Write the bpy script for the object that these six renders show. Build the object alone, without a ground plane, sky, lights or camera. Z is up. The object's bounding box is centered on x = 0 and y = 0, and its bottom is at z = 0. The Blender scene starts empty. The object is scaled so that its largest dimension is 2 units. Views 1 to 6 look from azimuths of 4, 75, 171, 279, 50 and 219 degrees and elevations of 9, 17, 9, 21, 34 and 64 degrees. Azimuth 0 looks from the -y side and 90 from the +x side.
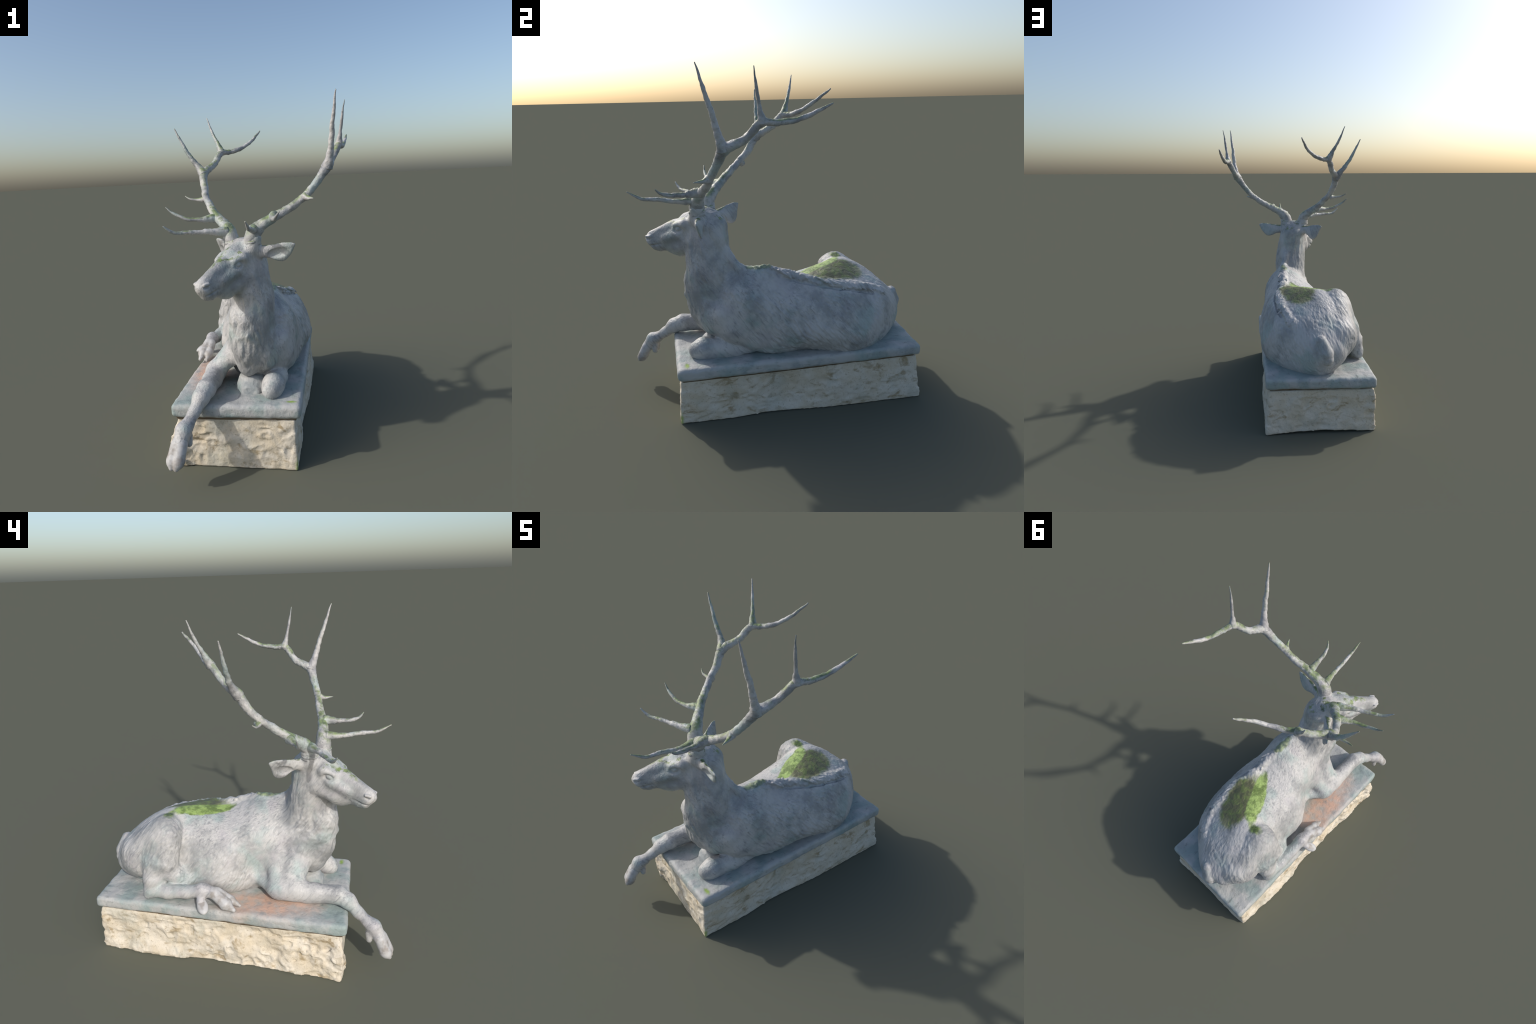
"""Recumbent bronze stag on a bronze slab over a rough-hewn stone block.
The body is one implicit surface (lofted cross sections, tapered limbs,
smooth unions) meshed with surface nets and split into anatomical parts;
the antlers are swept tubes; slab and stone are displaced skewed boxes."""
import bpy, math, random
import numpy as np

random.seed(7)
RNG = np.random.RandomState(11)
A = lambda *v: np.array(v, dtype=np.float64)

# ------------------------------------------------------------------ noise
PERM = RNG.permutation(4096)
RAND = RNG.rand(4096) * 2 - 1


def vnoise(p):
    """smooth value noise, p (N,3) -> (N,) in about -1..1"""
    i = np.floor(p).astype(np.int64)
    f = p - i
    f = f * f * f * (f * (f * 6 - 15) + 10)
    out = np.zeros(len(p))
    for dx in (0, 1):
        wx = f[:, 0] if dx else 1 - f[:, 0]
        for dy in (0, 1):
            wy = f[:, 1] if dy else 1 - f[:, 1]
            for dz in (0, 1):
                wz = f[:, 2] if dz else 1 - f[:, 2]
                h = PERM[(i[:, 0] + dx) & 4095]
                h = PERM[(h + i[:, 1] + dy) & 4095]
                h = PERM[(h + i[:, 2] + dz) & 4095]
                out += wx * wy * wz * RAND[h]
    return out


def fbm(p, octaves=3, gain=0.5):
    s, a, t = 0, 1.0, 0
    for k in range(octaves):
        s = s + a * vnoise(p * 2.03 ** k + 17.3 * k)
        t += a
        a *= gain
    return s / t


def streaks(p, d, along, across, warp=0.02):
    """hair-like relief: noise stretched along direction d"""
    d = np.array(d, float)
    d /= np.linalg.norm(d)
    e = np.cross(d, (0.31, 0.2, 0.93) if abs(d[2]) < 0.9 else (1, 0, 0))
    e /= np.linalg.norm(e)
    g = np.cross(d, e)
    w = warp * np.stack([vnoise(p * 9 + 3), vnoise(p * 9 + 31), vnoise(p * 9 + 57)], 1)
    q = p + w
    return vnoise(np.stack([q @ d * along, q @ e * across, q @ g * across], 1))


# ---------------------------------------------------------------- splines
def resample(keys, n):
    """Catmull-Rom through rows of keys (first column the parameter)"""
    k = np.array(keys, float)
    t = k[:, 0]
    T = np.linspace(t[0], t[-1], n)
    m = np.gradient(k[:, 1:], t, axis=0)
    j = np.clip(np.searchsorted(t, T, side="right") - 1, 0, len(t) - 2)
    h = (t[j + 1] - t[j])[:, None]
    s = ((T - t[j]) / (t[j + 1] - t[j]))[:, None]
    y0, y1, m0, m1 = k[j, 1:], k[j + 1, 1:], m[j], m[j + 1]
    return T, ((1 + 2 * s) * (1 - s) ** 2 * y0 + s * (1 - s) ** 2 * h * m0
               + s * s * (3 - 2 * s) * y1 + s * s * (s - 1) * h * m1)


def spline_points(pts, n):
    p = np.array(pts, float)
    seg = np.linalg.norm(np.diff(p[:, :3], axis=0), axis=1)
    t = np.concatenate([[0], np.cumsum(seg)])
    return resample(np.column_stack([t, p]), n)[1]


# ----------------------------------------------------- implicit primitives
class Prim:
    def __init__(s, f, lo, hi, part, k=0.03, cut=False):
        s.f, s.lo, s.hi, s.part, s.k, s.cut = f, np.array(lo), np.array(hi), part, k, cut


PRIMS = []


def add(f, lo, hi, part, k=0.03, cut=False):
    PRIMS.append(Prim(f, lo, hi, part, k, cut))


def cone(a, b, ra, rb, part, k=0.03, cut=False):
    """tapered limb segment"""
    a, b = np.array(a, float), np.array(b, float)
    d = b - a
    L = max(d @ d, 1e-9)

    def f(p):
        t = np.clip((p - a) @ d / L, 0, 1)
        return np.linalg.norm(p - a - t[:, None] * d, axis=1) - (ra + (rb - ra) * t)
    r = max(ra, rb)
    add(f, np.minimum(a, b) - r, np.maximum(a, b) + r, part, k, cut)


def chain(rows, part, k=0.02):
    for a, b in zip(rows[:-1], rows[1:]):
        cone(a[:3], b[:3], a[3], b[3], part, k)
        k = 0.02


def ellipsoid(c, r, part, k=0.03, axes=None, cut=False):
    c, r = np.array(c, float), np.array(r, float)
    M = np.eye(3) if axes is None else np.array(axes, float)

    def f(p):
        q = (p - c) @ M.T / r
        n = np.linalg.norm(q, axis=1)
        g = np.linalg.norm(q / r, axis=1)
        return n * (n - 1) / np.maximum(g, 1e-6)
    R = r.max()
    add(f, c - R, c + R, part, k, cut)


NT, NA = 160, 144


def loft(to_local, stations, part, lo, hi, k=0.03):
    """stations: (t, cu, cv, outline) with outline a list of (u, v) points,
    or (t, cu, cv, ru, rv) for an ellipse.  Surface is a radial function
    of angle and t about the moving centre."""
    ang = np.linspace(-np.pi, np.pi, NA, endpoint=False)
    rows = []
    for s in stations:
        t, cu, cv = s[:3]
        if len(s) == 5:
            ru, rv = s[3:]
            r = ru * rv / np.sqrt((rv * np.cos(ang)) ** 2 + (ru * np.sin(ang)) ** 2)
        else:
            q = np.array(s[3], float) - (cu, cv)
            # closed curve through the outline points, then polar resample
            q = np.vstack([q[-2:], q, q[:3]])
            c = spline_points(q[:, [0, 1]] @ np.array([[1, 0, 0], [0, 1, 0]]), 900)[:, :2]
            a = np.arctan2(c[:, 1], c[:, 0])
            o = np.argsort(a)
            r = np.interp(ang, a[o], np.hypot(c[:, 0], c[:, 1])[o], period=2 * np.pi)
            for _ in range(6):
                r = (np.roll(r, 1) + 2 * r + np.roll(r, -1)) / 4
        rows.append(np.concatenate([[t, cu, cv], r]))
    T, tab = resample(rows, NT)
    t0, t1 = T[0], T[-1]
    R = np.maximum(tab[:, 2:], 0.003)

    def f(p):
        q = to_local(p)
        t = np.clip(q[:, 0], t0, t1)
        x = (t - t0) / (t1 - t0) * (NT - 1)
        i = np.minimum(x.astype(int), NT - 2)
        w = x - i
        cu = tab[i, 0] * (1 - w) + tab[i + 1, 0] * w
        cv = tab[i, 1] * (1 - w) + tab[i + 1, 1] * w
        du, dv = q[:, 1] - cu, q[:, 2] - cv
        a = (np.arctan2(dv, du) + np.pi) / (2 * np.pi) * NA
        j = np.floor(a).astype(int)
        z = a - j
        j0, j1 = j % NA, (j + 1) % NA
        r = ((R[i, j0] * (1 - z) + R[i, j1] * z) * (1 - w)
             + (R[i + 1, j0] * (1 - z) + R[i + 1, j1] * z) * w)
        d = np.hypot(du, dv) - r
        dt = np.abs(q[:, 0] - t)
        return np.where(dt > 0, np.sqrt(np.maximum(d, 0) ** 2 + dt ** 2), d)
    add(f, lo, hi, part, k)


# ------------------------------------------------------------- surface nets
def smin(a, b, k):
    h = np.maximum(k - np.abs(a - b), 0) / k
    return np.minimum(a, b) - h * h * k * 0.25


def build_field(prims, lo, hi, h, pad=0.03):
    lo, hi = np.array(lo), np.array(hi)
    n = np.ceil((hi - lo) / h).astype(int) + 1
    F = np.full(n, 0.5, dtype=np.float32)
    for pr in prims:
        m = pad + pr.k
        i0 = np.clip(np.floor((pr.lo - m - lo) / h).astype(int), 0, n)
        i1 = np.clip(np.ceil((pr.hi + m - lo) / h).astype(int) + 1, 0, n)
        if np.any(i1 <= i0):
            continue
        for x0 in range(i0[0], i1[0], 24):
            x1 = min(x0 + 24, i1[0])
            g = np.stack(np.meshgrid(np.arange(x0, x1), np.arange(i0[1], i1[1]),
                                     np.arange(i0[2], i1[2]), indexing="ij"), -1).reshape(-1, 3) * h + lo
            d = pr.f(g).reshape(x1 - x0, i1[1] - i0[1], i1[2] - i0[2]).astype(np.float32)
            S = (slice(x0, x1), slice(i0[1], i1[1]), slice(i0[2], i1[2]))
            F[S] = -smin(-F[S], d, pr.k) if pr.cut else smin(F[S], d, pr.k)
    return F, lo, h


def trilinear(F, q):
    n = np.array(F.shape)
    q = np.clip(q, 0, n - 1.001)
    i = q.astype(int)
    f = q - i
    out = 0
    for dx in (0, 1):
        for dy in (0, 1):
            for dz in (0, 1):
                w = ((f[:, 0] if dx else 1 - f[:, 0]) * (f[:, 1] if dy else 1 - f[:, 1])
                     * (f[:, 2] if dz else 1 - f[:, 2]))
                out = out + w * F[i[:, 0] + dx, i[:, 1] + dy, i[:, 2] + dz]
    return out


def gradient(F, q):
    g = np.stack([trilinear(F, q + e) - trilinear(F, q - e) for e in np.eye(3)], 1)
    return g / 2


def surface_nets(F, lo, h):
    S = F < 0
    n = np.array(F.shape)
    c = np.zeros(n - 1, np.int8)
    for dx in (0, 1):
        for dy in (0, 1):
            for dz in (0, 1):
                c += S[dx:n[0] - 1 + dx, dy:n[1] - 1 + dy, dz:n[2] - 1 + dz]
    cells = np.argwhere((c > 0) & (c < 8))
    idx = np.full(n - 1, -1, np.int32)
    idx[tuple(cells.T)] = np.arange(len(cells))
    corners = np.array([(x, y, z) for x in (0, 1) for y in (0, 1) for z in (0, 1)])
    val = np.stack([F[tuple((cells + k).T)] for k in corners], 1)
    pos, cnt = np.zeros((len(cells), 3)), np.zeros(len(cells))
    for a in range(8):
        for b in range(a + 1, 8):
            if np.abs(corners[a] - corners[b]).sum() == 1:
                x = (val[:, a] < 0) != (val[:, b] < 0)
                t = np.where(x, val[:, a] / np.where(x, val[:, a] - val[:, b], 1), 0)
                pos += x[:, None] * (corners[a] + t[:, None] * (corners[b] - corners[a]))
                cnt += x
    q = cells + pos / cnt[:, None]
    faces = []
    for ax in range(3):
        o1, o2 = [(1, 2), (2, 0), (0, 1)][ax]
        sl = [slice(1, -1)] * 3
        sl0, sl1 = list(sl), list(sl)
        sl0[ax], sl1[ax] = slice(0, n[ax] - 1), slice(1, n[ax])
        s0, s1 = S[tuple(sl0)], S[tuple(sl1)]
        e = np.argwhere(s0 != s1)
        sgn = s0[tuple(e.T)]
        off = np.array([1, 1, 1])
        off[ax] = 0
        e = e + off
        u, v = np.zeros(3, int), np.zeros(3, int)
        u[o1], v[o2] = 1, 1
        quad = np.stack([idx[tuple((e - u - v).T)], idx[tuple((e - v).T)], idx[tuple(e.T)], idx[tuple((e - u).T)]], 1)
        faces.append(np.where(sgn[:, None], quad, quad[:, ::-1]))
    faces = np.concatenate(faces)
    for _ in range(3):
        v = trilinear(F, q)
        g = gradient(F, q)
        st = (v / np.maximum((g * g).sum(1), 1e-12))[:, None] * g
        q = q - np.clip(st, -0.6, 0.6) * 0.8
    return q * h + lo, faces, q


def vertex_normals(v, f):
    fn = np.cross(v[f[:, 2]] - v[f[:, 0]], v[f[:, 3]] - v[f[:, 1]])
    n = np.zeros_like(v)
    for k in range(4):
        for a in range(3):
            n[:, a] += np.bincount(f[:, k], fn[:, a], minlength=len(v))
    return n / np.maximum(np.linalg.norm(n, axis=1), 1e-12)[:, None]


def relax(v, f, steps=1, w=0.5):
    for _ in range(steps):
        s, c = np.zeros_like(v), np.zeros(len(v))
        for k in range(4):
            a, b = f[:, k], f[:, (k + 1) % 4]
            for ax in range(3):
                s[:, ax] += np.bincount(a, v[b, ax], minlength=len(v)) + np.bincount(b, v[a, ax], minlength=len(v))
            c += np.bincount(a, minlength=len(v)) + np.bincount(b, minlength=len(v))
        v = v * (1 - w) + w * s / np.maximum(c, 1)[:, None]
    return v


# -------------------------------------------------------------- mesh output
def new_object(name, verts, faces, parent, mat, normals=None):
    me = bpy.data.meshes.new(name)
    me.vertices.add(len(verts))
    me.vertices.foreach_set("co", np.ascontiguousarray(verts, np.float32).ravel())
    k = faces.shape[1]
    me.loops.add(faces.size)
    me.loops.foreach_set("vertex_index", np.ascontiguousarray(faces, np.int32).ravel())
    me.polygons.add(len(faces))
    me.polygons.foreach_set("loop_start", np.arange(0, faces.size, k, dtype=np.int32))
    me.update(calc_edges=True)
    me.validate()
    me.polygons.foreach_set("use_smooth", np.ones(len(me.polygons), bool))
    me.materials.append(mat)
    if normals is not None:
        me.normals_split_custom_set_from_vertices(normals.astype(np.float32))
    ob = bpy.data.objects.new(name, me)
    bpy.context.scene.collection.objects.link(ob)
    ob.parent = parent
    return ob


# ---------------------------------------------------------------- materials
class Nodes:
    def __init__(s, name):
        s.m = bpy.data.materials.new(name)
        s.m.use_nodes = True
        s.t = s.m.node_tree
        s.t.nodes.clear()
        s.out = s.t.nodes.new("ShaderNodeOutputMaterial")
        s.b = s.t.nodes.new("ShaderNodeBsdfPrincipled")
        s.t.links.new(s.b.outputs[0], s.out.inputs[0])
        s.co = s.t.nodes.new("ShaderNodeTexCoord").outputs["Object"]
        s.geo = s.t.nodes.new("ShaderNodeNewGeometry")

    def link(s, a, b):
        if isinstance(a, (int, float)):
            b.default_value = a
        elif isinstance(a, tuple):
            b.default_value = (*a, 1) if len(b.default_value) == 4 and len(a) == 3 else a
        else:
            s.t.links.new(a, b)

    def map(s, loc=(0, 0, 0), rot=(0, 0, 0), sc=(1, 1, 1), src=None):
        n = s.t.nodes.new("ShaderNodeMapping")
        s.link(src or s.co, n.inputs[0])
        n.inputs["Location"].default_value = loc
        n.inputs["Rotation"].default_value = rot
        n.inputs["Scale"].default_value = sc
        return n.outputs[0]

    def noise(s, scale, detail=4, rough=0.55, vec=None, dist=0.0):
        n = s.t.nodes.new("ShaderNodeTexNoise")
        s.link(vec or s.co, n.inputs["Vector"])
        n.inputs["Scale"].default_value = scale
        n.inputs["Detail"].default_value = detail
        n.inputs["Roughness"].default_value = rough
        n.inputs["Distortion"].default_value = dist
        return n.outputs["Fac"]

    def voronoi(s, scale, vec=None, feature="F1"):
        n = s.t.nodes.new("ShaderNodeTexVoronoi")
        n.feature = feature
        s.link(vec or s.co, n.inputs["Vector"])
        n.inputs["Scale"].default_value = scale
        return n.outputs["Distance"]

    def ramp(s, fac, lo, hi, a=0.0, b=1.0):
        n = s.t.nodes.new("ShaderNodeMapRange")
        n.interpolation_type = "SMOOTHSTEP"
        s.link(fac, n.inputs[0])
        for i, v in zip((1, 2, 3, 4), (lo, hi, a, b)):
            n.inputs[i].default_value = v
        return n.outputs[0]

    def math(s, op, a, b=0.0, c=0.0):
        n = s.t.nodes.new("ShaderNodeMath")
        n.operation = op
        for i, v in enumerate((a, b, c)):
            s.link(v, n.inputs[i])
        return n.outputs[0]

    def mix(s, fac, a, b):
        n = s.t.nodes.new("ShaderNodeMix")
        n.data_type = "RGBA"
        s.link(fac, n.inputs[0])
        s.link(a, n.inputs[6])
        s.link(b, n.inputs[7])
        return n.outputs[2]

    def sep(s, v):
        n = s.t.nodes.new("ShaderNodeSeparateXYZ")
        s.link(v, n.inputs[0])
        return n.outputs

    def bump(s, h, strength, dist, prev=None):
        n = s.t.nodes.new("ShaderNodeBump")
        n.inputs["Strength"].default_value = strength
        n.inputs["Distance"].default_value = dist
        s.link(h, n.inputs["Height"])
        if prev is not None:
            s.link(prev, n.inputs["Normal"])
        return n.outputs[0]

    def ball(s, c, r, soft=0.35, wob=0.25, freq=14, turn=0.0):
        """1 inside a ragged ellipsoid about c with radii r, turned about z"""
        v = s.map(loc=tuple(-x for x in c))
        if turn:
            v = s.map(rot=(0, 0, -turn), src=v)
        v = s.map(sc=tuple(1 / ri for ri in r), src=v)
        n = s.t.nodes.new("ShaderNodeVectorMath")
        n.operation = "LENGTH"
        s.link(v, n.inputs[0])
        d = s.math("ADD", n.outputs["Value"], s.math("MULTIPLY", s.math("SUBTRACT", s.noise(freq, 6, 0.65), 0.5), wob * 4))
        return s.ramp(d, 1 - soft, 1.0, 1.0, 0.0)

    def rays(s, c, scale):
        """noise that only changes with direction from c"""
        v = s.map(loc=tuple(-x for x in c), sc=(1, 1, 0))
        n = s.t.nodes.new("ShaderNodeVectorMath")
        n.operation = "NORMALIZE"
        s.link(v, n.inputs[0])
        return s.noise(scale, 3, 0.5, vec=n.outputs[0])

    def finish(s, col, rough, normal=None, metallic=0.0, spec=0.35):
        s.link(col, s.b.inputs["Base Color"])
        s.link(rough, s.b.inputs["Roughness"])
        s.b.inputs["Metallic"].default_value = metallic
        s.b.inputs["Specular IOR Level"].default_value = spec
        if normal is not None:
            s.link(normal, s.b.inputs["Normal"])
        return s.m


PALE = (0.48, 0.475, 0.465)  # base grey lowered from the sunlit white toward the shaded flank
TEAL = (0.35, 0.41, 0.40)
LILAC = (0.40, 0.385, 0.40)
DARK = (0.10, 0.11, 0.125)
MID_GREY = (0.22, 0.23, 0.235)
MOSS = (0.19, 0.26, 0.075)
MOSS_DARK = (0.075, 0.11, 0.035)


def patina(n):
    c = n.mix(n.ramp(n.noise(5.5, 3), 0.48, 0.68), PALE, TEAL)
    c = n.mix(n.ramp(n.noise(7, 3, vec=n.map(loc=(3, 5, 1))), 0.5, 0.7, 0, 0.7), c, LILAC)
    return c


def moss_on_top(n, lo, hi, amount):
    up = n.ramp(n.sep(n.geo.outputs["Normal"])[2], lo, hi)
    f = n.ramp(n.noise(16, 5, 0.65), 0.5, 0.6)
    return n.math("MULTIPLY", n.math("MULTIPLY", up, f), amount)


def moss_colour(n):
    return n.mix(n.ramp(n.noise(38, 4), 0.35, 0.65), MOSS_DARK, MOSS)


def oriented(n, rot, sc):
    """turn the coordinates first, then stretch them"""
    return n.map(sc=sc, src=n.map(rot=rot))


def mat_hide():
    n = Nodes("patinated_bronze_hide")
    c = patina(n)
    # soft mid-grey drifts, and thin dark strokes along the hair direction
    c = n.mix(n.ramp(n.noise(5, 6, 0.65, vec=n.map(loc=(1, 6, 3))), 0.44, 0.64, 0, 0.7), c, MID_GREY)
    st = n.noise(1, 4, 0.6, vec=oriented(n, (0.92, 0, 0), (75, 9, 75)), dist=0.5)
    zone = n.ramp(n.noise(6, 4, 0.6, vec=n.map(loc=(7, 2, 4))), 0.38, 0.62, 0.15, 1.0)
    c = n.mix(n.math("MULTIPLY", n.ramp(st, 0.46, 0.72, 0, 0.5), zone), c, DARK)
    c = n.mix(n.ramp(n.noise(48, 5, 0.7), 0.56, 0.78, 0, 0.2), c, DARK)
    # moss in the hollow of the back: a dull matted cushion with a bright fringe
    fan = n.ball((0.022, 0.345, 0.81), (0.130, 0.245, 0.17), 0.28, 0.17, 10, 0.14)
    ray = n.rays((0.0, 0.365, 0.82), 2.6)
    mat = n.mix(n.ramp(ray, 0.38, 0.62), (0.10, 0.105, 0.055), (0.31, 0.31, 0.17))
    mat = n.mix(n.ramp(n.noise(26, 5), 0.45, 0.65, 0, 0.7), mat, (0.15, 0.20, 0.06))
    c = n.mix(fan, c, mat)
    strip = n.ball((-0.06, 0.262, 0.83), (0.058, 0.22, 0.13), 0.22, 0.20, 13, 0.42)
    c = n.mix(strip, c, n.mix(n.ramp(n.noise(24, 5, 0.6), 0.35, 0.65), (0.13, 0.19, 0.05), (0.31, 0.43, 0.13)))
    tuft = n.ball((-0.19, 0.435, 0.85), (0.06, 0.05, 0.035), 0.6, 0.3, 26)
    c = n.mix(tuft, c, moss_colour(n))
    wither = n.ball((0.045, -0.14, 0.905), (0.05, 0.10, 0.03), 0.4, 0.2, 25)
    c = n.mix(n.math("MULTIPLY", wither, 0.7), c, moss_colour(n))
    # moss on the crown and bridge of the head and the upper edge of the ears
    head = n.ball((-0.12, -0.46, 1.23), (0.42, 0.42, 0.16), 0.25, 0.1, 9)
    m = n.math("MULTIPLY", head, moss_on_top(n, 0.55, 0.85, 0.9))
    c = n.mix(m, c, moss_colour(n))
    nb = n.bump(st, 0.6, 0.008)
    nb = n.bump(n.noise(120, 4, 0.6), 0.3, 0.004, nb)
    return n.finish(c, n.math("ADD", 0.32, n.math("MULTIPLY", n.noise(20), 0.3)), nb, spec=0.5)


def mat_antler():
    n = Nodes("patinated_bronze_antler")
    c = patina(n)
    c = n.mix(n.ramp(n.noise(9, 4, 0.6), 0.45, 0.65, 0, 0.5), c, DARK)
    c = n.mix(n.ramp(n.noise(60, 4, 0.7), 0.54, 0.72, 0, 0.6), c, DARK)
    up = n.ramp(n.sep(n.geo.outputs["Normal"])[2], 0.15, 0.75)
    m = n.math("MULTIPLY", up, n.ramp(n.noise(7, 6, 0.7), 0.41, 0.57, 0, 0.85))
    c = n.mix(m, c, moss_colour(n))
    nb = n.bump(n.noise(55, 5, 0.6), 0.6, 0.008)
    return n.finish(c, 0.45, nb, spec=0.5)


def mat_hoof():
    n = Nodes("worn_bronze_hoof")
    c = n.mix(n.ramp(n.noise(20, 4), 0.4, 0.65), (0.46, 0.46, 0.46), (0.30, 0.28, 0.26))
    return n.finish(c, 0.45, n.bump(n.noise(70, 4), 0.3, 0.004))


def mat_slab():
    n = Nodes("verdigris_bronze_slab")
    c = n.mix(n.ramp(n.noise(6, 4), 0.42, 0.62), (0.41, 0.415, 0.405), (0.28, 0.34, 0.33))
    red = n.ball((-0.36, -0.16, 0.37), (0.16, 0.40, 0.2), 0.7, 0.14, 9)
    c = n.mix(n.math("MULTIPLY", red, n.ramp(n.noise(14, 5), 0.3, 0.6, 0.25, 0.8)), c, (0.60, 0.36, 0.25))
    c = n.mix(n.ramp(n.noise(9, 5, 0.6, vec=n.map(loc=(4, 8, 2))), 0.52, 0.68, 0, 0.55), c, (0.22, 0.26, 0.27))
    c = n.mix(n.ramp(n.noise(45, 5, 0.7, vec=n.map(sc=(1, 0.4, 1))), 0.54, 0.72, 0, 0.6), c, (0.15, 0.17, 0.16))
    c = n.mix(n.ball((0.14, -0.61, 0.368), (0.04, 0.022, 0.02), 0.9, 0.35, 35), c, (0.25, 0.36, 0.08))
    nb = n.bump(n.noise(40, 5, 0.6), 0.5, 0.01)
    return n.finish(c, 0.6, nb)


def mat_stone():
    n = Nodes("rough_hewn_limestone")
    c = n.mix(n.ramp(n.noise(8, 5), 0.35, 0.65), (0.57, 0.50, 0.385), (0.63, 0.58, 0.49))
    big = n.noise(9, 6, 0.62, vec=n.map(loc=(2, 1, 7), sc=(1, 1, 1.7)), dist=0.6)
    c = n.mix(n.ramp(big, 0.53, 0.68, 0, 0.75), c, (0.27, 0.20, 0.10))
    c = n.mix(n.ramp(n.noise(5, 4, vec=n.map(loc=(9, 4, 2))), 0.5, 0.66, 0, 0.35), c, (0.38, 0.40, 0.35))
    c = n.mix(n.ramp(n.noise(70, 4, 0.7), 0.55, 0.70, 0, 0.5), c, (0.24, 0.19, 0.11))
    c = n.mix(n.ball((0.17, -0.67, 0.02), (0.025, 0.025, 0.08), 0.9, 0.35, 30), c, (0.34, 0.42, 0.12))
    nb = n.bump(n.noise(45, 5, 0.6), 0.45, 0.012)
    return n.finish(c, 0.85, nb, spec=0.2)


def mat_mortar():
    n = Nodes("dark_mortar")
    c = n.mix(n.noise(30), (0.10, 0.08, 0.06), (0.20, 0.16, 0.11))
    return n.finish(c, 0.9, spec=0.1)


HIDE, ANTLER, SLAB, STONE, MORTAR, HOOF = mat_hide(), mat_antler(), mat_slab(), mat_stone(), mat_mortar(), mat_hoof()

# =================================================================== BODY
# ---- head frame: lateral (towards +x), forward, up
PITCH = math.radians(16)
HX = A(0.847, -0.5315, 0.0)
HY = A(-0.5315 * math.cos(PITCH), -0.847 * math.cos(PITCH), -math.sin(PITCH))
HZ = np.cross(HX, HY) * -1
HZ = HZ if HZ[2] > 0 else -HZ
HO = A(-0.16, -0.54, 1.10)
HM = np.stack([HX, HY, HZ])


def hp(lat, fwd, up):
    return HO + lat * HX + fwd * HY + up * HZ


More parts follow.
